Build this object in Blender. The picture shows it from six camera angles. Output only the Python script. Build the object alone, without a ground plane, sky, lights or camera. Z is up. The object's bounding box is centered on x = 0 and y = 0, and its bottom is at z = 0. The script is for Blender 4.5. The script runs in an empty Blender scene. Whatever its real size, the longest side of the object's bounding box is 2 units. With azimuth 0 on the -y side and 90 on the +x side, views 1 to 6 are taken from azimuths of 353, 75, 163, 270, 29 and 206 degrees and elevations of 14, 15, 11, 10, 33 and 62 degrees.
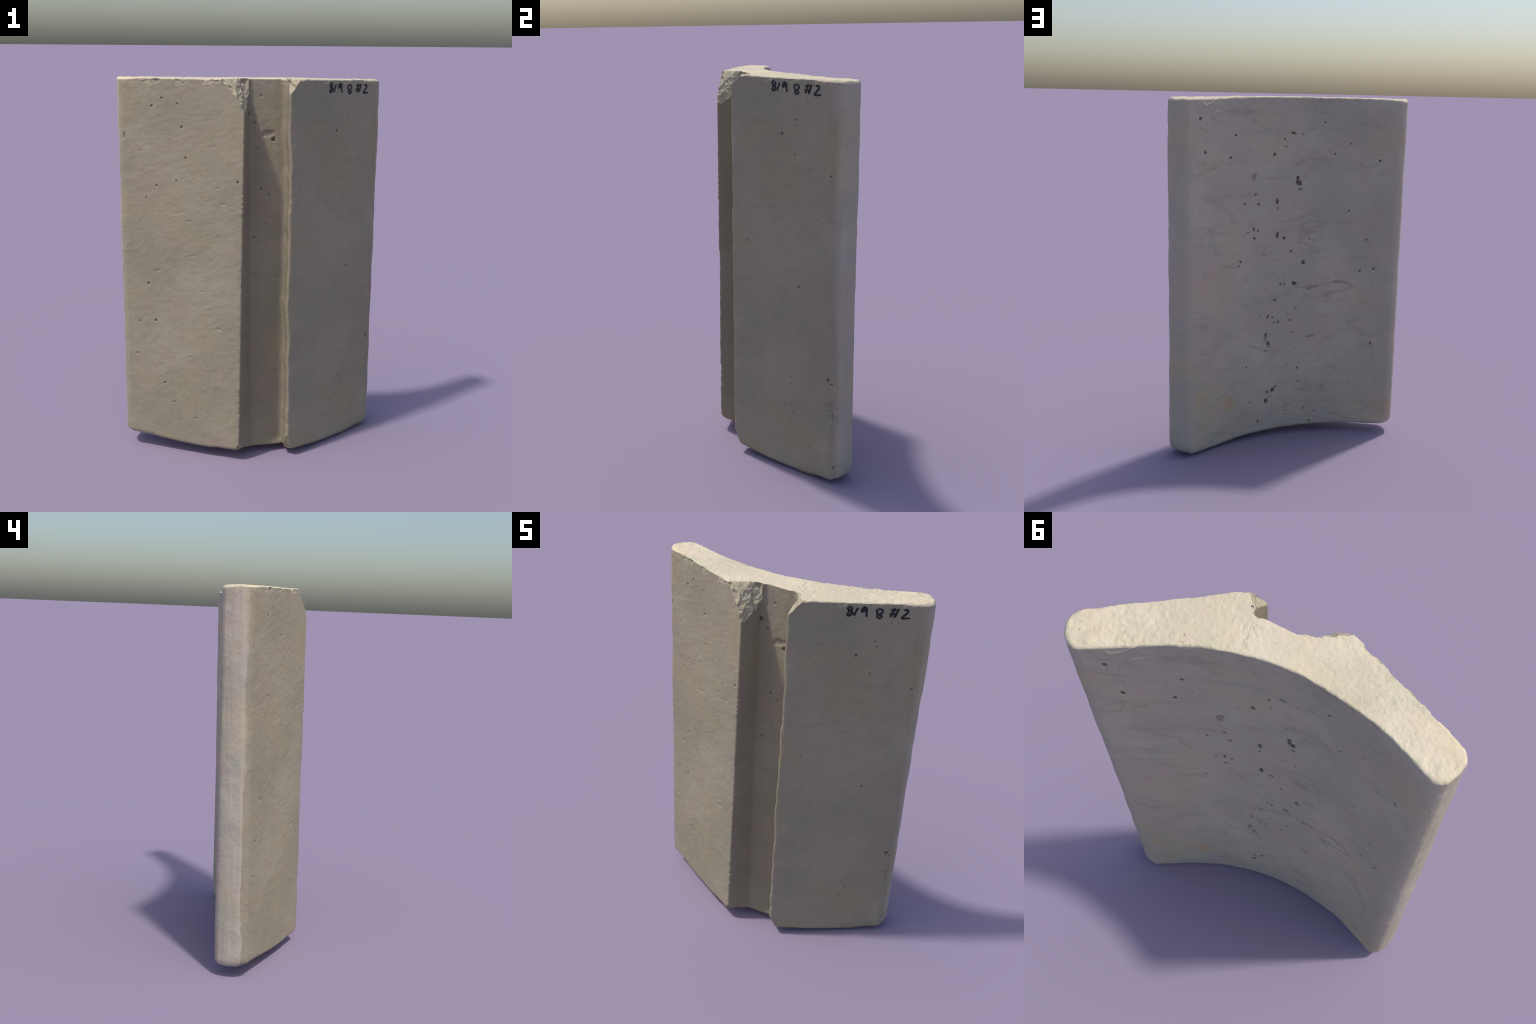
"""A tall fragment of a pale cast-stone lining: two flat front panels meeting at an
obtuse angle with a square vertical channel between them, a concave back,
rounded ends, broken corners beside the channel and a marker inscription."""
import bpy, math
import numpy as np
from mathutils import Vector
from mathutils.bvhtree import BVHTree

STEP = 0.0033            # mesh spacing of the block
HEIGHT = 2.0

# ---------------------------------------------------------------- noise
def _hash(ix, iy, iz, seed):
    h = (ix * 374761393 + iy * 668265263 + iz * 2147483647 + seed * 974634777) & 0xFFFFFFFF
    h = ((h ^ (h >> 13)) * 1274126177) & 0xFFFFFFFF
    h = ((h ^ (h >> 16)) * 2246822519) & 0xFFFFFFFF
    return ((h ^ (h >> 15)) & 0xFFFF) / 32767.5 - 1.0

def noise(p, scale, seed=0):
    """value noise in [-1, 1]; scale is the lump size (scalar or xyz)"""
    q = p / np.asarray(scale, float)
    i = np.floor(q).astype(np.int64)
    f = q - i
    f = f * f * f * (f * (f * 6 - 15) + 10)
    out = 0
    for dx in (0, 1):
        wx = f[:, 0] if dx else 1 - f[:, 0]
        for dy in (0, 1):
            wy = f[:, 1] if dy else 1 - f[:, 1]
            for dz in (0, 1):
                wz = f[:, 2] if dz else 1 - f[:, 2]
                out = out + wx * wy * wz * _hash(i[:, 0] + dx, i[:, 1] + dy, i[:, 2] + dz, seed)
    return out

def fbm(p, scale, octaves=3, seed=0, gain=0.5):
    s, a, out, tot = np.asarray(scale, float), 1.0, 0, 0
    for o in range(octaves):
        out = out + a * noise(p, s, seed + 17 * o)
        tot += a
        s, a = s / 2.03, a * gain
    return out / tot

def smooth(a, b, x):
    t = np.clip((x - a) / (b - a), 0, 1)
    return t * t * (3 - 2 * t)

# ---------------------------------------------------------------- plan profile
# plan at the top and at the bottom of the block: (x, y), corner radius
PLAN_TOP = dict(
    A=(-.700, .062), B=(-.068, -.236), C=(-.036, -.093), D=(.160, -.103), E=(.155, -.2205),
    F=(.690, .145), F2=(.712, .194), G=(.635, .292), H=(-.652, .218))
PLAN_LOW = dict(
    A=(-.695, .024), B=(-.100, -.262), C=(-.020, -.156), D=(.154, -.120), E=(.151, -.251),
    F=(.684, .124), F2=(.704, .174), G=(.617, .272), H=(-.640, .197))
RADIUS = dict(A=.050, B=.006, C=.032, D=.028, E=.010, F=.070, F2=.040, G=.044, H=.040)
ARC_TOP = [(.592, .274), (.47, .205), (.384, .158), (.27, .107), (.151, .073), (.06, .054), (-.023, .046), (-.12, .049),
           (-.217, .064), (-.32, .085), (-.42, .113), (-.52, .156)]
ARC_LOW = [(x * .985, y - .001 - .018 * min(1, abs(x) / .5)) for x, y in ARC_TOP]
END_SWELL = .008      # the narrow ends are slightly convex

def fillet(p, a, b, r, n):
    """points of a rounded corner at p between the directions of a and b"""
    p, a, b = map(np.array, (p, a, b))
    u, v = (a - p) / np.linalg.norm(a - p), (b - p) / np.linalg.norm(b - p)
    half = math.acos(np.clip(u @ v, -1, 1)) / 2
    cut = r / math.tan(half)
    c = p + (u + v) / np.linalg.norm(u + v) * r / math.sin(half)
    s, e = p + u * cut - c, p + v * cut - c
    ang = math.atan2(s[0] * e[1] - s[1] * e[0], s @ e)
    return [c + np.array([s[0] * math.cos(t) - s[1] * math.sin(t), s[0] * math.sin(t) + s[1] * math.cos(t)])
            for t in np.linspace(0, ang, n)]

def spline(points, n):
    """even samples of a Catmull-Rom curve"""
    P = np.array(points)
    P = np.vstack([2 * P[0] - P[1], P, 2 * P[-1] - P[-2]])
    out = []
    for k in range(1, len(P) - 2):
        t = np.linspace(0, 1, 24, endpoint=False)[:, None]
        p0, p1, p2, p3 = P[k - 1:k + 3]
        out.append(.5 * (2 * p1 + (p2 - p0) * t + (2 * p0 - 5 * p1 + 4 * p2 - p3) * t ** 2 + (3 * p1 - p0 - 3 * p2 + p3) * t ** 3))
    return resample(np.vstack(out + [P[-2][None]]), n)

def resample(P, n):
    d = np.r_[0, np.cumsum(np.linalg.norm(np.diff(P, axis=0), axis=1))]
    t = np.linspace(0, d[-1], n)
    return np.c_[np.interp(t, d, P[:, 0]), np.interp(t, d, P[:, 1])]

def swollen(points, n):
    P = resample(np.array(points), n)
    d = np.gradient(P, axis=0)
    out = np.c_[d[:, 1], -d[:, 0]] / np.linalg.norm(d, axis=1)[:, None]
    return P + out * (END_SWELL * np.sin(np.linspace(0, math.pi, n)) ** 1.5)[:, None]

def plan(C, arc, count):
    """closed loop in four runs (front, right end, back, left end) with fixed sample counts,
    so that the plan at the top and the plan at the bottom match point by point"""
    order = ["H", "A", "B", "C", "D", "E", "F", "F2", "G"]
    ring = {k: (order[(i - 1) % 9], order[(i + 1) % 9]) for i, k in enumerate(order)}
    corner = {}
    for k in order:
        a, b = ring[k]
        pa, pb = C[a], C[b]
        if k == "G": pb = arc[0]
        if k == "H": pa = arc[-1]
        corner[k] = fillet(C[k], pa, pb, RADIUS[k], 17)
    half = lambda k, first: corner[k][:9] if first else corner[k][8:]
    front = []
    names = ["A", "B", "C", "D", "E", "F", "F2"]
    for a, b in zip(names[:-1], names[1:]):
        run = np.array(half(a, False) + half(b, True))
        s, e = np.array(corner[a][-1]), np.array(corner[b][0])
        line = s + (e - s) * np.linspace(0, 1, 60)[1:-1, None]
        run = np.vstack([run[:9], line, run[9:]])
        run = resample(run, count[a + b])
        front.append(run if not front else run[1:])
    right = swollen(half("F2", False) + half("G", True), count["end"])
    g, h = np.array(half("G", False)), np.array(half("H", True))
    hollow = spline([tuple(g[-1])] + list(arc[1:]) + [tuple(h[0])], 400)
    back = resample(np.vstack([g[:-1], hollow, h[1:]]), count["back"])
    left = swollen(half("H", False) + half("A", True), count["end"])
    return np.vstack(front), right, back, left

def n_for(length):
    return max(8, int(length / STEP) + 1)

cnt = {}
for a, b in zip("ABCDE", "BCDEF"):
    cnt[a + b] = n_for(math.dist(PLAN_TOP[a], PLAN_TOP[b]))
cnt["FF2"] = n_for(.05)
cnt["end"] = n_for(.15)
cnt["back"] = sum(cnt[k] for k in ("AB", "BC", "CD", "DE", "EF", "FF2")) - 5
NO, NE = cnt["back"], cnt["end"]
idx_B = cnt["AB"] - 1
idx_E = sum(cnt[k] for k in ("AB", "BC", "CD", "DE")) - 4
loops = []
for C, arc in ((PLAN_TOP, ARC_TOP), (PLAN_LOW, ARC_LOW)):
    f, r, b, l = plan(C, arc, cnt)
    loops.append(np.vstack([f[:-1], r[:-1], b[:-1], l[:-1]]))
TOP, LOW = loops
NP = len(TOP)

def inward(P):
    d = np.roll(P, -1, 0) - np.roll(P, 1, 0)
    n = np.c_[-d[:, 1], d[:, 0]]
    n /= np.linalg.norm(n, axis=1)[:, None] + 1e-12
    for _ in range(3):
        n = (np.roll(n, 1, 0) + n + np.roll(n, -1, 0))
        n /= np.linalg.norm(n, axis=1)[:, None]
    return n

IN_TOP, IN_LOW = inward(TOP), inward(LOW)

# ---------------------------------------------------------------- heights and rims
def z_low(x, y):
    return .004 + np.interp(x, [-.7, -.3, 0, .2, .42, .7], [.052, .048, .040, .030, .012, .016]) + .016 * smooth(-.14, -.26, y) * smooth(.3, .1, x) + .022 * smooth(-.25, -.66, x) * smooth(.12, 0, y) - .005 * smooth(.25, .35, x) * smooth(.65, .5, x) * smooth(.1, 0, y)

def z_top(x, y):
    return 1.993 - .010 * smooth(.05, .60, x) - .007 * smooth(.10, .22, y)

def rim_radius(P):
    """rounding of the upper rim: crisp along the front, softer on the ends and back"""
    ends = smooth(.56, .66, np.abs(P[:, 0]))
    back = smooth(-.04, .03, P[:, 1] - np.abs(P[:, 0]) * .25)
    return .006 + .009 * ends + .003 * back

top_r = rim_radius(TOP)
low_r = .020 + .010 * smooth(-.45, -.66, LOW[:, 0]) + .008 * smooth(.2, .4, LOW[:, 0])

K = 7
rows = []
zl0, zt0 = z_low(LOW[:, 0], LOW[:, 1]), z_top(TOP[:, 0], TOP[:, 1])
for a in np.linspace(0, math.pi / 2, K)[:-1]:                      # lower rim, going up
    rows.append((low_r * (1 - math.sin(a)), zl0 + low_r * (1 - math.cos(a))))
n_main = int(1.93 / STEP)
for t in np.linspace(0, 1, n_main):
    z0, z1 = zl0 + low_r, zt0 - top_r
    rows.append((np.zeros(NP), z0 + (z1 - z0) * t))
for a in np.linspace(0, math.pi / 2, K)[1:]:                       # upper rim
    rows.append((top_r * (1 - math.cos(a)), zt0 - top_r * (1 - math.sin(a))))
NR = len(rows)
verts = []
for inset, z in rows:
    t = np.clip(z / HEIGHT, 0, 1)[:, None]
    xy = LOW * (1 - t) + TOP * t + (IN_LOW * (1 - t) + IN_TOP * t) * inset[:, None]
    verts.append(np.c_[xy, z])
V = np.vstack(verts)

def quads_of(grid):
    return np.c_[grid[:-1, :-1].ravel(), grid[:-1, 1:].ravel(), grid[1:, 1:].ravel(), grid[1:, :-1].ravel()]

grid = np.arange(NR * NP).reshape(NR, NP)
side = quads_of(np.c_[grid, grid[:, :1]])
col = np.tile(np.arange(NP), NR - 1)
run_out, run_in = NO - 1, NO - 1

def part_of(c):
    """0 left wing, 1 channel, 2 right wing, from the place along the plan loop"""
    c = np.asarray(c)
    b0 = (NO - 1) + (NE - 1)
    k = np.where(c < NO - 1, c, np.where(c < b0, NO, np.where(c < b0 + NO - 1, NO - 2 - (c - b0), 0)))
    return np.where(k < idx_B - 2, 0, np.where(k < idx_E + 3, 1, 2))

face_part = [part_of(col)]
face_kind = [np.where(np.repeat(np.arange(NR - 1), NP) >= NR - K + 1, 1, 0)]       # the rolled upper rim belongs to the lightened end face
faces = [side]

def cap(row, flip):
    """transfinite patch over one loop, joined to its vertices"""
    global V
    L = grid[row]
    o = L[:NO]
    r = L[NO - 1:NO - 1 + NE]
    i = L[NO + NE - 2:2 * NO + NE - 2][::-1]
    l = np.r_[L[2 * NO + NE - 3:], L[:1]][::-1]
    G = np.zeros((NO, NE), int)
    G[:, 0], G[:, -1], G[0], G[-1] = o, i, l, r
    S, T = np.meshgrid(np.linspace(0, 1, NO), np.linspace(0, 1, NE), indexing="ij")
    S, T = S[..., None], T[..., None]
    P = (1 - T) * V[o][:, None] + T * V[i][:, None] + (1 - S) * V[l][None] + S * V[r][None] \
        - ((1 - S) * (1 - T) * V[o[0]] + S * (1 - T) * V[o[-1]] + (1 - S) * T * V[i[0]] + S * T * V[i[-1]])
    inner = P[1:-1, 1:-1].reshape(-1, 3)
    zf = z_top if not flip else z_low
    edge = P[1:-1, 1:-1, 2].ravel()
    inner[:, 2] = .5 * edge + .5 * zf(inner[:, 0], inner[:, 1])
    G[1:-1, 1:-1] = len(V) + np.arange(len(inner)).reshape(NO - 2, NE - 2)
    V = np.vstack([V, inner])
    q = quads_of(G)
    if not flip: q = q[:, ::-1]
    k = np.repeat(np.arange(NO - 1), NE - 1)
    faces.append(q)
    face_part.append(np.where(k < idx_B - 2, 0, np.where(k < idx_E + 3, 1, 2)))
    face_kind.append(np.full(len(q), 2 if flip else 1))

cap(NR - 1, False)
cap(0, True)
F = np.vstack(faces)
face_part, face_kind = np.concatenate(face_part), np.concatenate(face_kind)
base = V.copy()
column = np.r_[np.tile(np.arange(NP), NR), np.full(len(V) - NP * NR, -1)]

def normals(V):
    a, b, c, d = (V[F[:, k]] for k in range(4))
    n = np.cross(c - a, d - b)
    out = np.zeros_like(V)
    for k in range(4):
        for ax in range(3):
            out[:, ax] += np.bincount(F[:, k], n[:, ax], len(V))
    return out / (np.linalg.norm(out, axis=1)[:, None] + 1e-12)

N = normals(V)
x, y, z = base.T

# ---------------------------------------------------------------- large softening of the foot
# the lower corners of both ends are worn round
h = z - z_low(x, y)
def pull(r): return np.where(h < r, r - np.sqrt(np.maximum(r * r - (r - np.clip(h, 0, r)) ** 2, 0)), 0)
along = .80 * x + .60 * y
w = pull(.070) * .75 * smooth(.605, .66, along)
V[:, 0] -= .80 * w; V[:, 1] -= .60 * w
along = -.90 * x + .43 * y
w = pull(.05) * .8 * smooth(.575, .645, along)
V[:, 0] += .90 * w; V[:, 1] -= .43 * w
# a low lip where the channel meets the foot
in_channel = smooth(-.07, -.04, x) * smooth(.16, .13, x) * smooth(-.05, -.10, y)
V[:, 1] -= .026 * in_channel * smooth(.085, .03, z) * smooth(-.09, -.12, y)

# ---------------------------------------------------------------- breaks: everything beyond a rough plane is gone
chip = np.zeros(len(V))
def break_off(point, normal, rough, lump, seed, label, reach, side, bowl=0.0):
    n = np.array(normal, float); n /= np.linalg.norm(n)
    p = np.array(point)
    d = (V - p) @ n
    away = np.linalg.norm(V - p, axis=1)
    near = away < reach
    Q = V - n * d[:, None]                       # texture taken on the plane, so the break reads as one rough surface
    r = rough * (fbm(Q, lump, 3, seed, .5) + .6 * np.abs(noise(Q, lump * .45, seed + 5))) - bowl * np.clip(1 - (away / (.7 * reach)) ** 2, 0, 1)
    over = d - r
    hit = near & (over > 0) & ((x < -.030) & (y < -.112) if side == 'left' else (x > .125) & (y < -.110))
    V[hit] -= n * over[hit][:, None]
    if label: chip[hit] = np.maximum(chip[hit], smooth(0, .006, over[hit]))

def through(a, b, c, out):
    n = np.cross(np.subtract(b, a), np.subtract(c, a))
    return n if n @ np.array(out) > 0 else -n

front_facet = through((-.182, -.193, 1.99), (-.080, -.126, 1.99), (-.078, -.243, 1.885), (.1, -.8, .6))
side_facet = through((-.088, -.110, 1.99), (-.128, -.190, 1.975), (-.060, -.236, 1.795), (.8, -.3, .3))
break_off((-.120, -.190, 1.95), front_facet, .010, .042, 3, True, .20, 'left', .004)
break_off((-.088, -.180, 1.92), side_facet, .010, .040, 11, True, .19, 'left', .005)
right_break = through((.150, -.106, 1.99), (.222, -.174, 1.99), (.158, -.222, 1.90), (-.4, -.7, .6))
break_off((.172, -.175, 1.965), right_break, .007, .028, 23, True, .13, 'right', .006)
break_off((.225, -.170, 1.988), (.40, -.60, 1.0), .007, .025, 27, True, .085, 'right', .003)
# worn lower ends of the two channel ridges
break_off((-.104, -.276, .120), (.40, -.75, -.52), .003, .05, 31, False, .12, 'left')
break_off((.168, -.247, .135), (-.45, -.75, -.42), .004, .05, 37, False, .16, 'right')

# ---------------------------------------------------------------- relief
N = normals(V)
disp = .0028 * fbm(base, .30, 2, 101) + .0016 * fbm(base, .07, 2, 103) + .0005 * fbm(base, .016, 2, 107)
on_top = smooth(.55, .85, N[:, 2]) * (z > 1.9)
patchy = .45 + .55 * smooth(-.25, .35, noise(base, .16, 110))
disp += on_top * patchy * (.0034 * fbm(base, (.035, .035, .1), 3, 111, .6) + .0018 * fbm(base, .013, 2, 113)
                           + .006 * np.maximum(noise(base, .030, 117) - .50, 0) - .006 * np.maximum(noise(base, .03, 119) - .55, 0))
# left front panel: drag marks of a trowel, rising to the right
left_face = smooth(-.35, -.6, N[:, 1]) * (x < -.07) * (N[:, 0] < -.1)
u_along = base @ np.array([.905, -.424, 0])
drag = np.c_[(u_along * .96 + z * .28) / 5.0, u_along * 0, (-u_along * .28 + z * .96)]
disp += left_face * (.0006 * np.maximum(fbm(drag, .016, 2, 131), -.2) * smooth(.15, .8, z + .3 * noise(base, .3, 5))
                     + .0007 * fbm(base, .03, 2, 137))
# ends and back: faint upright ribbing from the mould
end = smooth(.62, .68, np.abs(x))
disp += end * .0012 * noise(np.c_[x * 3, y * 3, z * .25], .05, 141) + end * .0016 * noise(base, .06, 143)
back_face = (N[:, 1] > .3) * smooth(.61, .55, x) * smooth(-.61, -.56, x)
sag = z + .10 * noise(base, .30, 153) + .25 * x * x
crease = np.abs(fbm(np.c_[x, x * 0, sag], (.20, 1, .075), 3, 155, .5))
disp += back_face * (.0016 * fbm(base, (.14, .2, .05), 3, 151)
                     + .0026 * (1 - smooth(0, .10, crease)) * smooth(0, .3, noise(base, .15, 157)))
disp += chip * .0014 * fbm(V, .022, 2, 161, .5)
V = V + N * disp[:, None]

# ragged arrises along the channel and along the upper rim
def nibble(dist, size, lump, seed, keep=None):
    w = np.exp(-(dist / size) ** 2)
    amount = np.maximum(fbm(base, lump, 3, seed, .6) + .1, 0) * size * .70 * w * (.35 + .9 * smooth(-.2, .5, noise(base, .17, seed + 9)))
    if keep is not None: amount = amount * keep
    V[:] -= N * amount[:, None]

t = np.clip(z / 2, 0, 1)
# the right wall and lip of the channel wander; its floor is uneven
wall = smooth(.09, .135, x) * smooth(.27, .17, x) * (y < -.06) * smooth(.02, .15, z) * smooth(1.98, 1.85, z)
V[:, 0] -= wall * (.006 * noise(np.c_[x * 0, x * 0, z], .22, 221) + .003 * noise(np.c_[x * 0, x * 0, z], .06, 223))
V[:, 1] -= in_channel * .004 * fbm(np.c_[x, x * 0, z], (.08, 1, .2), 2, 227)
for k, size, seed in (("B", .012, 201), ("E", .017, 203)):
    px = PLAN_LOW[k][0] * (1 - t) + PLAN_TOP[k][0] * t
    py = PLAN_LOW[k][1] * (1 - t) + PLAN_TOP[k][1] * t
    nibble(np.hypot(x - px, y - py), size, (.05, .05, .028 if k == "B" else .05), seed)
front_rim = np.where(column >= 0, column, 0) < NO
nibble(np.abs(z_top(x, y) - z) + np.where((column >= 0) & front_rim, 0, 1), .026, (.05, .05, .03), 211)

# ---------------------------------------------------------------- pits and gouges
# (x, z, half width, half height) as they lie on each face
PITS_BACK = [
    (-.066, 1.538, .011, .014), (-.070, 1.518, .019, .010), (-.074, 1.503, .024, .008), (-.083, 1.476, .022, .006),
    (.112, .628, .009, .013), (.098, .575, .011, .015),
    (.544, 1.872, .010, .011), (.321, 1.782, .011, .009), (.511, 1.695, .010, .010), (.350, 1.662, .010, .010),
    (.078, 1.673, .010, .010), (.192, 1.452, .008, .008), (.259, 1.402, .007, .010), (.171, 1.396, .008, .008),
    (.055, 1.405, .011, .021), (.055, 1.369, .006, .006), (.200, 1.254, .009, .015), (.174, 1.246, .007, .009),
    (.238, 1.241, .008, .005), (.195, 1.204, .008, .008), (.052, 1.214, .009, .021), (.006, 1.193, .012, .009),
    (.019, 1.758, .007, .008), (-.216, 1.855, .008, .007), (-.034, 1.793, .018, .009), (-.093, 1.787, .007, .006),
    (.008, 1.718, .006, .006), (-.278, 1.678, .008, .007), (-.523, 1.644, .008, .008), (-.368, 1.735, .006, .006),
    (-.096, 1.367, .006, .006), (-.365, 1.352, .006, .006), (-.141, 1.186, .007, .007), (-.468, 1.185, .006, .006),
    (-.035, 1.116, .007, .008), (.280, 1.074, .007, .007), (.292, 1.052, .006, .007), (.027, .927, .007, .012),
    (.061, .834, .011, .008), (.103, .739, .008, .009), (.072, .730, .007, .007), (.036, .700, .006, .007),
    (.064, .700, .006, .009), (.063, .285, .014, .014), (.097, .277, .008, .009), (.046, .306, .009, .008),
    (.105, .225, .015, .016), (-.109, 1.048, .011, .011), (-.059, .925, .020, .011), (-.439, .998, .006, .006),
    (-.512, 1.015, .006, .006), (-.037, .706, .010, .007), (-.053, .632, .007, .006), (-.510, .563, .007, .007),
    (-.089, .411, .007, .007), (-.096, .325, .007, .007), (-.243, .293, .006, .006), (.208, .231, .005, .007),
    (.156, .104, .007, .011), (-.169, .075, .006, .009), (-.199, .135, .006, .006), (.236, .450, .006, .007)]
SCARS_BACK = [   # wide shallow scars: the last number leans them (radians)
 (.205, 1.552, .018, .024, .2), (.003, .923, .011, .015, .2),
    (.117, .613, .011, .026, .15), (.093, .566, .014, .022, -.3), (.112, .533, .017, .009, .4), (-.161, .605, .045, .010, -.3),
    (-.158, .897, .046, .012, -.3), (-.326, .929, .060, .011, .1), (-.069, .778, .010, .012, 0), (-.132, .155, .009, .009, 0)]
PITS_LEFT = [
    (-.520, 1.854, .008, .008), (-.469, 1.894, .006, .006), (-.394, 1.867, .006, .006), (-.375, 1.753, .007, .007),
    (-.663, 1.703, .007, .017), (-.355, 1.600, .006, .006), (-.404, 1.482, .007, .007), (-.503, 1.453, .007, .006),
    (-.557, 1.388, .006, .006), (-.104, 1.492, .008, .008), (-.555, .934, .008, .009), (-.522, .735, .009, .009),
    (-.604, .724, .006, .007), (-.440, .289, .005, .005), (-.427, .292, .005, .005), (-.315, .216, .006, .004),
    (-.316, .526, .005, .005), (-.478, .393, .006, .005), (-.257, .508, .005, .005), (-.546, .093, .005, .005),
    (-.346, .557, .004, .004), (-.318, .626, .004, .004)]
SCARS_LEFT = [(-.196, 1.457, .015, .007, .2), (-.341, 1.280, .022, .006, .2), (-.507, 1.007, .022, .007, .3), (-.281, .916, .018, .005, .3),
              (-.201, .725, .018, .009, .2), (-.623, .540, .013, .010, 0), (-.175, 1.377, .016, .008, 0), (-.244, 1.955, .009, .005, .2),
              (-.39, 1.32, .05, .004, .25), (-.33, 1.10, .05, .004, .25), (-.25, .82, .04, .004, .3)]
PITS_RIGHT = [
    (.434, 1.727, .0065, .008), (.511, 1.771, .0065, .004), (.505, 1.796, .006, .004), (.555, 1.889, .005, .004),
    (.672, 1.552, .008, .006), (.497, 1.633, .005, .005), (.608, 1.341, .004, .005), (.531, 1.295, .004, .005),
    (.519, .997, .005, .005), (.248, 1.183, .004, .008), (.263, 1.290, .004, .006), (.385, 1.369, .004, .005),
    (.483, .375, .005, .005), (.479, .481, .005, .004), (.498, .329, .005, .005), (.617, .127, .004, .006),
    (.470, .270, .004, .004), (.688, .099, .007, .007), (.348, .385, .004, .004), (.668, .560, .009, .015), (.683, .541, .006, .006)]
SCARS_RIGHT = [(.686, .440, .012, .012, 0), (.682, .401, .014, .034, .1), (.684, .357, .020, .018, .3), (.387, 1.531, .016, .004, .5)]
PITS_CHANNEL = [(-.035, 1.819, .009, .012), (-.006, 1.775, .005, .008), (.092, 1.690, .010, .012), (.013, 1.646, .005, .006),
                (.030, 1.440, .006, .006), (.069, 1.410, .005, .005), (.050, 1.260, .005, .005), (-.008, 1.191, .005, .006)]
SCARS_CHANNEL = [(.028, 1.906, .011, .008, .3), (-.025, 1.288, .007, .012, 0), (.038, 1.159, .013, .004, 0), (.115, .976, .024, .007, 0),
                 (.06, 1.72, .035, .018, .2)]

rng = np.random.default_rng(7)
def scatter(n, x0, x1, z0, z1, lo=.0028, hi=.0055):
    return [(rng.uniform(x0, x1), rng.uniform(z0, z1), r := rng.uniform(lo, hi), r * rng.uniform(.7, 1.6)) for _ in range(n)]

FAINT_BACK = scatter(16, -.55, .10, .08, 1.0) + scatter(30, -.12, .16, .1, 1.35)
FAINT_LEFT = scatter(14, -.50, -.22, .15, .62, .0026, .0040) + scatter(5, -.62, -.15, .8, 1.9)
FAINT_RIGHT = scatter(28, .22, .67, .12, 1.85, .0025, .0038)

pit = np.zeros(len(V)); scar = np.zeros(len(V))
N2 = normals(V)
masks = dict(
    back=np.where((N[:, 1] > .25) & (np.abs(x) < .62))[0],
    left=np.where(left_face > .3)[0],
    right=np.where((N[:, 0] > .2) & (N[:, 1] < -.1) & (x > .16))[0],
    channel=np.where((x > -.062) & (x < .16) & (N[:, 1] < -.4) & (y > -.2))[0])

def dent(where, marks, stretch, depth_rate, cap_depth, store, seed):
    ids = masks[where]
    bx, bz = base[ids, 0], base[ids, 2]
    wob = noise(base[ids], .012, seed)
    for m in marks:
        cx, cz, rx, rz = m[:4]
        lean = m[4] if len(m) > 4 else 0.0
        rx = max(rx, .0030) * stretch; rz = max(rz, .0035)
        sel = np.where((np.abs(bx - cx) < 2.2 * max(rx, rz)) & (np.abs(bz - cz) < 2.2 * max(rx, rz)))[0]
        dx, dz = bx[sel] - cx, bz[sel] - cz
        c, s = math.cos(lean), math.sin(lean)
        q = np.sqrt(((c * dx + s * dz) / rx) ** 2 + ((-s * dx + c * dz) / rz) ** 2)
        q = q * (1 + .42 * wob[sel])
        w = 1 - smooth(.45, 1.15, q)
        k = ids[sel]
        V[k] -= N2[k] * (w * min(cap_depth, depth_rate * min(rx, rz)))[:, None]
        store[k] = np.maximum(store[k], w)

for where, marks, stretch in (("back", PITS_BACK, .92), ("left", PITS_LEFT, .9), ("right", PITS_RIGHT, .83), ("channel", PITS_CHANNEL, 1)):
    dent(where, marks, stretch * (.85 if where == 'left' else 1), .9 if where == 'left' else 1.1, .012, pit, 301)
for where, marks, stretch in (("back", SCARS_BACK, .92), ("left", SCARS_LEFT, .9), ("right", SCARS_RIGHT, .83), ("channel", SCARS_CHANNEL, 1)):
    dent(where, marks, stretch, .7 if where == 'right' else .35, .009, scar, 303)
for where, marks in (("back", FAINT_BACK), ("left", FAINT_LEFT), ("right", FAINT_RIGHT)):
    dent(where, marks, .9, .7, .006, scar, 305)

# settle into the frame
foot = np.exp(-((x - .52) ** 2 + (y - .08) ** 2) / .07 ** 2) * (N2[:, 2] < -.6)      # the spot it stands on
V[:, 2] -= .010 * foot
V[:, 2] -= np.quantile(V[:, 2], .0002)
V[:, 2] = np.maximum(V[:, 2], 0)
V[:, 2] *= HEIGHT / V[:, 2].max()
V[:, 0] -= (V[:, 0].max() + V[:, 0].min()) / 2
V[:, 1] -= (V[:, 1].max() + V[:, 1].min()) / 2
N = normals(V)

# ---------------------------------------------------------------- materials
def srgb(r, g, b):
    f = lambda c: (c / 255 / 12.92) if c / 255 <= .04045 else ((c / 255 + .055) / 1.055) ** 2.4
    return (f(r), f(g), f(b), 1)

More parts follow.
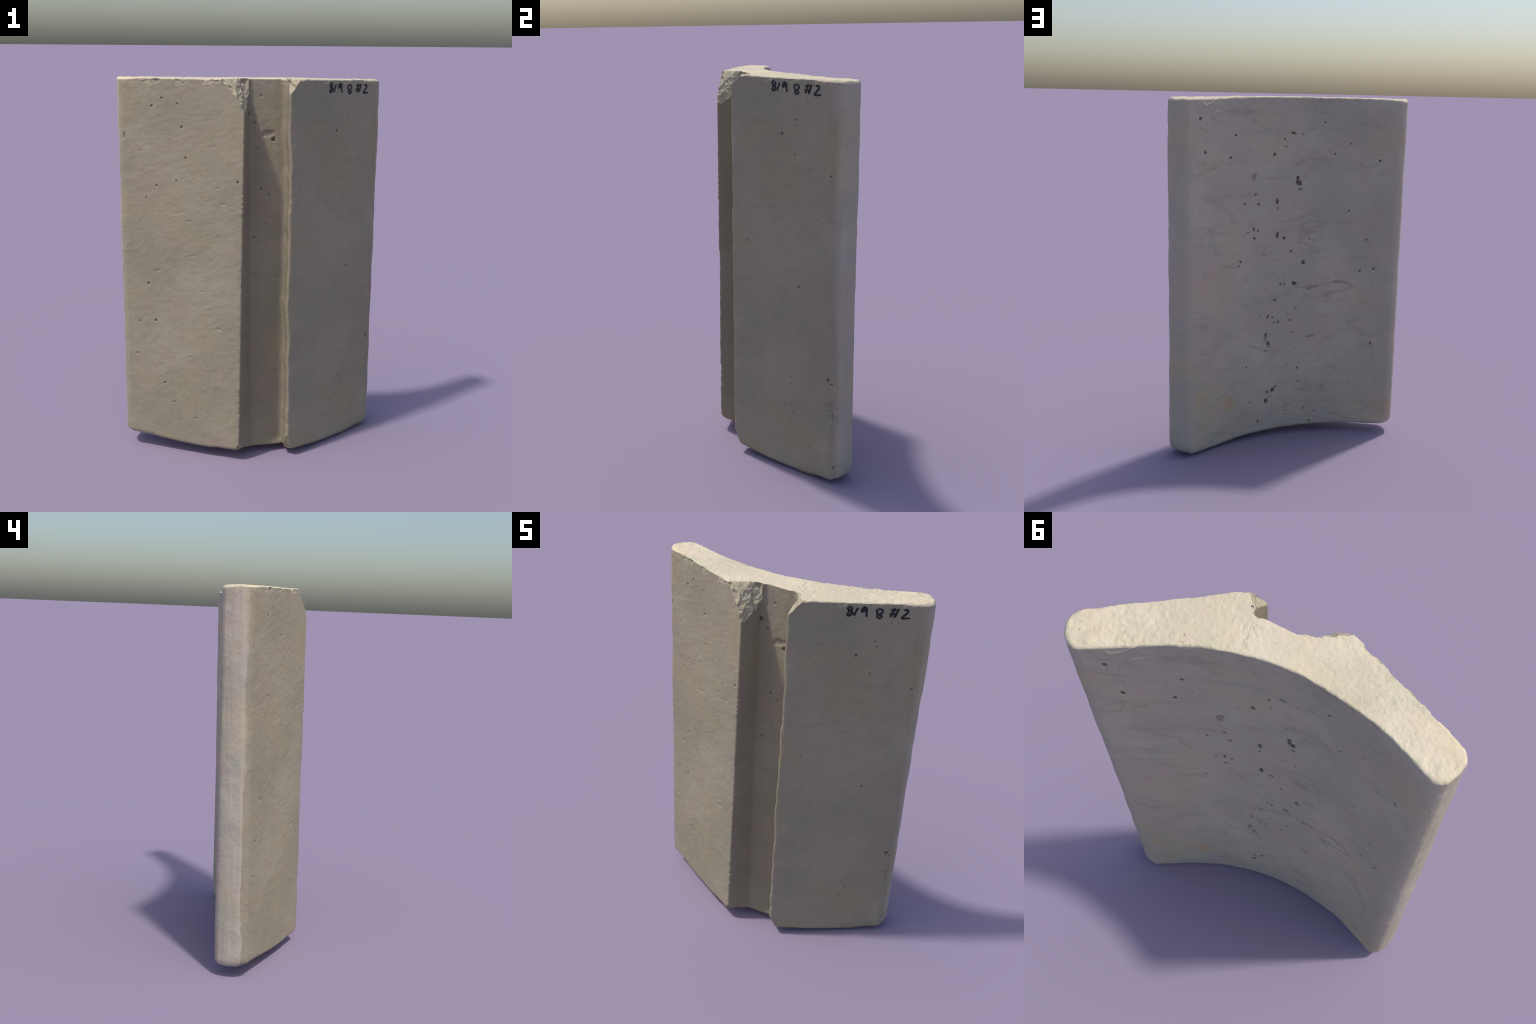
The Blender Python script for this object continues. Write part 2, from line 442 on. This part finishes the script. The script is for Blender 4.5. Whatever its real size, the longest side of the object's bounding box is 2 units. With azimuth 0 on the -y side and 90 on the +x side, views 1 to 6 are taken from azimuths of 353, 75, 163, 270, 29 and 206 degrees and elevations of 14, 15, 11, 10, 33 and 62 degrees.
class Nodes:
    def __init__(self, name):
        self.mat = bpy.data.materials.new(name)
        self.mat.use_nodes = True
        self.t = self.mat.node_tree
        self.bsdf = self.t.nodes["Principled BSDF"]
        self.coord = self.t.nodes.new("ShaderNodeTexCoord").outputs["Object"]
    def link(self, a, b): self.t.links.new(a, b)
    def mapped(self, scale=(1, 1, 1), rot=(0, 0, 0), loc=(0, 0, 0)):
        m = self.t.nodes.new("ShaderNodeMapping")
        m.inputs["Scale"].default_value, m.inputs["Rotation"].default_value, m.inputs["Location"].default_value = scale, rot, loc
        self.link(self.coord, m.inputs["Vector"])
        return m.outputs[0]
    def noise(self, scale, detail=3, rough=.55, vec=None, distort=0):
        n = self.t.nodes.new("ShaderNodeTexNoise")
        n.inputs["Scale"].default_value, n.inputs["Detail"].default_value = scale, detail
        n.inputs["Roughness"].default_value, n.inputs["Distortion"].default_value = rough, distort
        self.link(vec if vec is not None else self.coord, n.inputs["Vector"])
        return n.outputs["Fac"]
    def ramp(self, fac, a, b, lo=0., hi=1.):
        r = self.t.nodes.new("ShaderNodeMapRange")
        r.interpolation_type = "SMOOTHSTEP"
        for k, v in zip(("From Min", "From Max", "To Min", "To Max"), (a, b, lo, hi)): r.inputs[k].default_value = v
        self.link(fac, r.inputs["Value"])
        return r.outputs["Result"]
    def math(self, op, a, b):
        m = self.t.nodes.new("ShaderNodeMath"); m.operation = op
        for i, v in enumerate((a, b)):
            if isinstance(v, (int, float)): m.inputs[i].default_value = v
            else: self.link(v, m.inputs[i])
        return m.outputs[0]
    def mix(self, fac, a, b, blend="MIX"):
        m = self.t.nodes.new("ShaderNodeMix"); m.data_type, m.blend_type = "RGBA", blend
        for s, v in ((m.inputs[0], fac), (m.inputs[6], a), (m.inputs[7], b)):
            if isinstance(v, tuple) or isinstance(v, (int, float)): s.default_value = v
            else: self.link(v, s)
        return m.outputs[2]
    def bump(self, height, strength, distance, normal=None):
        b = self.t.nodes.new("ShaderNodeBump")
        b.inputs["Strength"].default_value, b.inputs["Distance"].default_value = strength, distance
        self.link(height, b.inputs["Height"])
        if normal is not None: self.link(normal, b.inputs["Normal"])
        return b.outputs[0]

CAST = (.480, .428, .338)       # skin that lay against the mould
PANEL = (.335, .297, .217)      # stone darkened and yellowed for the shade baked on both front panels
LIT_END = (.69, .605, .445)         # lightened for the bright light baked on the top face; grainier

def stone(name, body=CAST, dark=1.0, tone=(1, 1, 1), grain=1.0, drag=False, creases=False, front=None):
    n = Nodes(name)
    def tint(k, r=1., g=1., b=1.):
        return (body[0] * k * dark * tone[0] * r, body[1] * k * dark * tone[1] * g, body[2] * k * dark * tone[2] * b, 1)
    c = n.mix(n.ramp(n.noise(2.1, 3), .35, .65), tint(.92), tint(1.06))
    c = n.mix(n.ramp(n.noise(4.5, 4, .6, n.mapped(loc=(3, 1, 2))), .50, .68, 0, .8), c, tint(1.0, 1.05, .955, .98))     # rosy
    c = n.mix(n.ramp(n.noise(3.6, 4, .6, n.mapped(loc=(9, 5, 1))), .52, .70, 0, .8), c, tint(.92, .94, 1.01, .97))      # grey green
    c = n.mix(n.ramp(n.noise(2.8, 4, .6, n.mapped(loc=(2, 8, 6))), .48, .68, 0, .7), c, tint(1.0, 1.04, 1.0, .84))      # yellowed
    c = n.mix(n.ramp(n.noise(7.0, 5, .6, n.mapped((1, 1, 2.6), (0, .25, 0), (1, 7, 3)), 1.2), .55, .72, 0, .42), c, tint(.78, 1., .97, .95))  # cloudy smears
    c = n.mix(n.ramp(n.noise(34, 4, .65), .56, .78, 0, .40), c, tint(.72, 1, .98, .94))
    c = n.mix(n.ramp(n.noise(60, 3, .6, n.mapped(loc=(4, 4, 4))), .60, .80, 0, .35), c, tint(1.18))
    if drag:       # short dark flecks dragged up to the right
        f = n.noise(1.0, 3, .6, n.mapped((9, 9, 75), (0, .30, 0)))
        c = n.mix(n.math("MULTIPLY", n.ramp(f, .60, .74, 0, .18), n.ramp(n.noise(3.5), .45, .6)), c, tint(.68, 1, .96, .9))
    if creases:
        bx = n.t.nodes.new("ShaderNodeSeparateXYZ"); n.link(n.coord, bx.inputs[0])
        inside = n.ramp(n.math("ABSOLUTE", bx.outputs[0], 0), .54, .62, 1, 0)
    if creases:    # crease shading drawn in colour as dark meandering lines, rust and rose stains near the foot
        for scale, seed, amount in (((1.6, 1.6, 5.0), (1, 2, 3), .32), ((2.6, 2.6, 7.0), (7, 4, 1), .28)):
            f = n.noise(1.0, 2.2, .45, n.mapped(scale, (0, .12, 0), seed), .25)
            line = n.ramp(n.math("ABSOLUTE", n.math("SUBTRACT", f, .5), 0), .003, .026, 1, 0)
            gate = n.ramp(n.noise(5.5, 3, .6, n.mapped(loc=(seed[1], 3, 9))), .44, .60, 0, amount)
            c = n.mix(n.math("MULTIPLY", n.math("MULTIPLY", line, gate), inside), c, tint(.62, 1., .95, .92))
        for centre, radius, col, amount in (((.52, .24, .335), .060, tint(.92, 1.16, .97, .60), .55), ((.335, .135, .25), .055, tint(.85, 1.22, .94, .54), .60),
                                            ((.45, .2, .28), .16, tint(.98, 1.06, 1., .80), .45), ((-.60, .18, .17), .10, tint(.86, 1.12, .93, .82), .6),
                                            ((.56, .25, 1.0), .20, tint(1., 1.06, .95, .95), .6)):
            v = n.t.nodes.new("ShaderNodeVectorMath"); v.operation = "DISTANCE"
            n.link(n.coord, v.inputs[0]); v.inputs[1].default_value = centre
            d = n.math("ADD", v.outputs["Value"], n.math("MULTIPLY", n.math("SUBTRACT", n.noise(14, 4), .5), radius * 1.3))
            c = n.mix(n.ramp(d, radius * .35, radius * 1.1, amount, 0), c, col)
    vor = n.t.nodes.new("ShaderNodeTexVoronoi"); vor.inputs["Scale"].default_value = 42
    n.link(n.coord, vor.inputs["Vector"])
    if not drag: c = n.mix(n.math("MULTIPLY", n.ramp(vor.outputs["Distance"], .10, .17, .8, 0), n.ramp(n.noise(9), .55, .62)), c, tint(.42, 1, .95, .9))   # pinholes
    if front:      # multiplies in the panel shade, fading out toward the nose at either end
        sep = n.t.nodes.new("ShaderNodeSeparateXYZ"); n.link(n.coord, sep.inputs[0])
        wob = n.math("MULTIPLY", n.math("SUBTRACT", n.noise(16, 4, .6, n.mapped((1, 1, .35))), .5), .05)
        def measure(kx, ky, k0):
            return n.math("ADD", n.math("ADD", n.math("ADD", n.math("MULTIPLY", sep.outputs[0], kx), n.math("MULTIPLY", sep.outputs[1], ky)), k0), wob)
        (ax, ay, a0, a1), (dx, dy, d0) = front       # run along the panel, and depth behind its plane
        mask = n.math("MULTIPLY", n.ramp(measure(ax, ay, 0), a0, a1, 1, 0), n.ramp(measure(dx, dy, d0), .012, .045, 1, 0))
        c = n.mix(mask, c, tuple(p / q for p, q in zip(PANEL, CAST)) + (1,), "MULTIPLY")
    n.link(c, n.bsdf.inputs["Base Color"])
    n.bsdf.inputs["Roughness"].default_value = .92
    n.bsdf.inputs["Specular IOR Level"].default_value = .2
    b1 = n.bump(n.noise(55, 5, .6), .35 * grain, .006)
    b2 = n.bump(n.noise(260, 3, .6), .35 * grain, .0015, b1)
    n.link(b2, n.bsdf.inputs["Normal"])
    return n.mat

MAT_RIGHT = stone("cast_stone", front=((.83, .55, .615, .680), (-.56, .83, .275)))
MAT_LEFT = stone("trowelled_stone", drag=True, front=((-.905, .424, .638, .668), (.424, .905, .255)))
MAT_CHANNEL = stone("channel_stone", (.305, .266, .190))  # browner and darker: the recess's shadow is tinted into this colour
MAT_BACK = stone("lined_stone", (.495, .440, .350), creases=True)
MAT_LIT_END = stone("lightened_end_stone", LIT_END, grain=1.7)
MAT_BREAK = stone("broken_stone", (.46, .402, .285), grain=.8)
MAT_PIT = stone("dark_pit_stone", CAST, .36, (1.0, .95, .88), 1.0)
MAT_SCAR = stone("scar_stone", CAST, .72, (1.0, .97, .95), 1.0)
ink = Nodes("marker_ink")
ink_c = ink.mix(ink.ramp(ink.noise(90, 3), .45, .75, 0, .6), (.006, .006, .010, 1), (.016, .016, .024, 1))
ink.link(ink_c, ink.bsdf.inputs["Base Color"])
ink.bsdf.inputs["Roughness"].default_value = .6
MAT_INK = ink.mat

# ---------------------------------------------------------------- objects
scene = bpy.context.scene
root = bpy.data.objects.new("stone_block", None)
scene.collection.objects.link(root)
root["label"] = "pale cast stone lining segment with vertical channel and curved back"
root["category"] = "stone block"

def mesh_object(name, verts, quads, mats, slot=None, vertex_normals=None, parent=None):
    me = bpy.data.meshes.new(name)
    me.vertices.add(len(verts)); me.vertices.foreach_set("co", np.asarray(verts, np.float32).ravel())
    k = quads.shape[1]
    me.loops.add(len(quads) * k); me.loops.foreach_set("vertex_index", quads.astype(np.int32).ravel())
    me.polygons.add(len(quads)); me.polygons.foreach_set("loop_start", np.arange(0, len(quads) * k, k, dtype=np.int32))
    for m in mats: me.materials.append(m)
    if slot is not None: me.polygons.foreach_set("material_index", slot.astype(np.int32))
    me.polygons.foreach_set("use_smooth", np.ones(len(quads), bool))
    me.update(calc_edges=True)
    if vertex_normals is not None: me.normals_split_custom_set_from_vertices(vertex_normals.tolist())
    ob = bpy.data.objects.new(name, me)
    scene.collection.objects.link(ob)
    ob.parent = parent or root
    return ob

face_chip = chip[F].mean(1) > .35
centre = V[F].mean(1)
back_col = (face_kind == 0) & (N[F].mean(1)[:, 1] > np.where(face_part == 1, .3, -.2)) & ((face_part != 1) | (centre[:, 1] > -.04))
face_slot = np.where(pit[F].mean(1) > .55, 1, np.where((scar[F].mean(1) > .5) & back_col & (N[F].mean(1)[:, 1] > .25), 2, np.where(back_col, 3, 0)))
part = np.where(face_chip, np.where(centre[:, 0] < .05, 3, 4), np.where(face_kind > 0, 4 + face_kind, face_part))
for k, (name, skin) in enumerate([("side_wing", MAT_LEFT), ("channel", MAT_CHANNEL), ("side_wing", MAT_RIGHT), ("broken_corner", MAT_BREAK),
                                  ("broken_corner", MAT_BREAK), ("end_face", MAT_LIT_END), ("end_face", MAT_LIT_END)]):
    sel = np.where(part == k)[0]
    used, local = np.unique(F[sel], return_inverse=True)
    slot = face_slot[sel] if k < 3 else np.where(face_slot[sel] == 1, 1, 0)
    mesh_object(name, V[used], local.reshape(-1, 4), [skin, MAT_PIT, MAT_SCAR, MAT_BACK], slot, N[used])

# ---------------------------------------------------------------- inscription in black marker: 8/9 B #2
right_faces = F[(face_part == 2) & (face_kind == 0) & (V[F[:, 0], 2] > 1.85) & (N[F[:, 0], 1] < -.2)]
tree = BVHTree.FromPolygons([Vector(v) for v in V], right_faces.tolist())
OUT = Vector((.555, -.832, 0))
ALONG = Vector((.832, .555, 0))

def on_panel(px, pz):
    start = Vector((px, -.226 + (px - .165) * .677, pz)) + OUT * .1
    loc, nrm, _, _ = tree.ray_cast(start, -OUT, .4)
    return (loc if loc else start - OUT * .1)

def stroke(points, width):
    """a flattened line of ink that follows the surface: outline of a round-ended pen stroke"""
    P = np.array(points, float)
    P = spline(P, max(12, int(np.linalg.norm(np.diff(P, axis=0), axis=1).sum() / .0016))) if len(P) > 2 else resample(P, 24)
    d = np.gradient(P, axis=0); d /= np.linalg.norm(d, axis=1)[:, None] + 1e-9
    nrm = np.c_[-d[:, 1], d[:, 0]]
    s = np.linspace(-1, 1, len(P))
    L = np.linalg.norm(np.diff(P, axis=0), axis=1).sum()
    cap_len = min(.9, width / max(L, 1e-6))
    w = width / 2 * np.sqrt(np.clip(1 - np.clip((np.abs(s) - 1 + cap_len) / cap_len, 0, 1) ** 2, .02, 1))
    w = w * (1 + .10 * np.sin(np.linspace(0, 9, len(P)) + P[0, 0] * 90))
    rows = []
    for a in np.linspace(-1, 1, 7):
        Q = P + nrm * (w * a)[:, None]
        lift = .0011 * math.sqrt(max(0, 1 - a * a * .98))
        rows.append([np.array(on_panel(q[0], q[1]) + OUT * (lift + .0002)) for q in Q])
    for a in (.6, -.6):
        Q = P + nrm * (w * a)[:, None]
        rows.append([np.array(on_panel(q[0], q[1]) - OUT * .0015) for q in Q])
    R = np.array(rows)
    g = np.arange(R.shape[0] * R.shape[1]).reshape(R.shape[:2])
    return R.reshape(-1, 3), quads_of(np.vstack([g, g[:1]]))

GLYPHS = [
    ("digit", [[(.393, 1.968), (.386, 1.971), (.380, 1.963), (.384, 1.954), (.392, 1.950), (.397, 1.940), (.392, 1.931),
                (.384, 1.926), (.380, 1.933), (.385, 1.944), (.392, 1.953), (.396, 1.961), (.393, 1.968)]]),
    ("slash", [[(.418, 1.965), (.411, 1.946), (.404, 1.926)]]),
    ("digit", [[(.449, 1.960), (.442, 1.968), (.434, 1.957), (.434, 1.946), (.442, 1.950), (.450, 1.964), (.451, 1.947), (.4534, 1.921)],
               [(.447, 1.962), (.439, 1.952)]]),
    ("letter", [[(.489, 1.957), (.493, 1.935), (.495, 1.915)], [(.489, 1.957), (.504, 1.959), (.513, 1.952), (.511, 1.942), (.4985, 1.931)],
                [(.4985, 1.932), (.511, 1.926), (.5105, 1.920), (.497, 1.913)]]),
    ("symbol", [[(.558, 1.966), (.551, 1.941), (.5435, 1.921)], [(.573, 1.963), (.566, 1.937), (.558, 1.918)],
                [(.542, 1.955), (.5705, 1.954)], [(.539, 1.936), (.5685, 1.937)]]),
    ("digit", [[(.594, 1.951), (.600, 1.958), (.609, 1.954), (.609, 1.945), (.5985, 1.931), (.589, 1.919), (.594, 1.914), (.606, 1.916), (.620, 1.916)]])]
lettering = bpy.data.objects.new("lettering", None)
scene.collection.objects.link(lettering)
lettering.parent = root
for name, strokes in GLYPHS:
    vs, qs, base_n = [], [], 0
    for k, s in enumerate(strokes):
        v, q = stroke(s, {'slash': .0088, 'letter': .0084}.get(name, .0098))
        v = v + np.array(OUT) * (.00025 * k)
        vs.append(v); qs.append(q + base_n); base_n += len(v)
    mesh_object(name, np.vstack(vs), np.vstack(qs), [MAT_INK], parent=lettering)
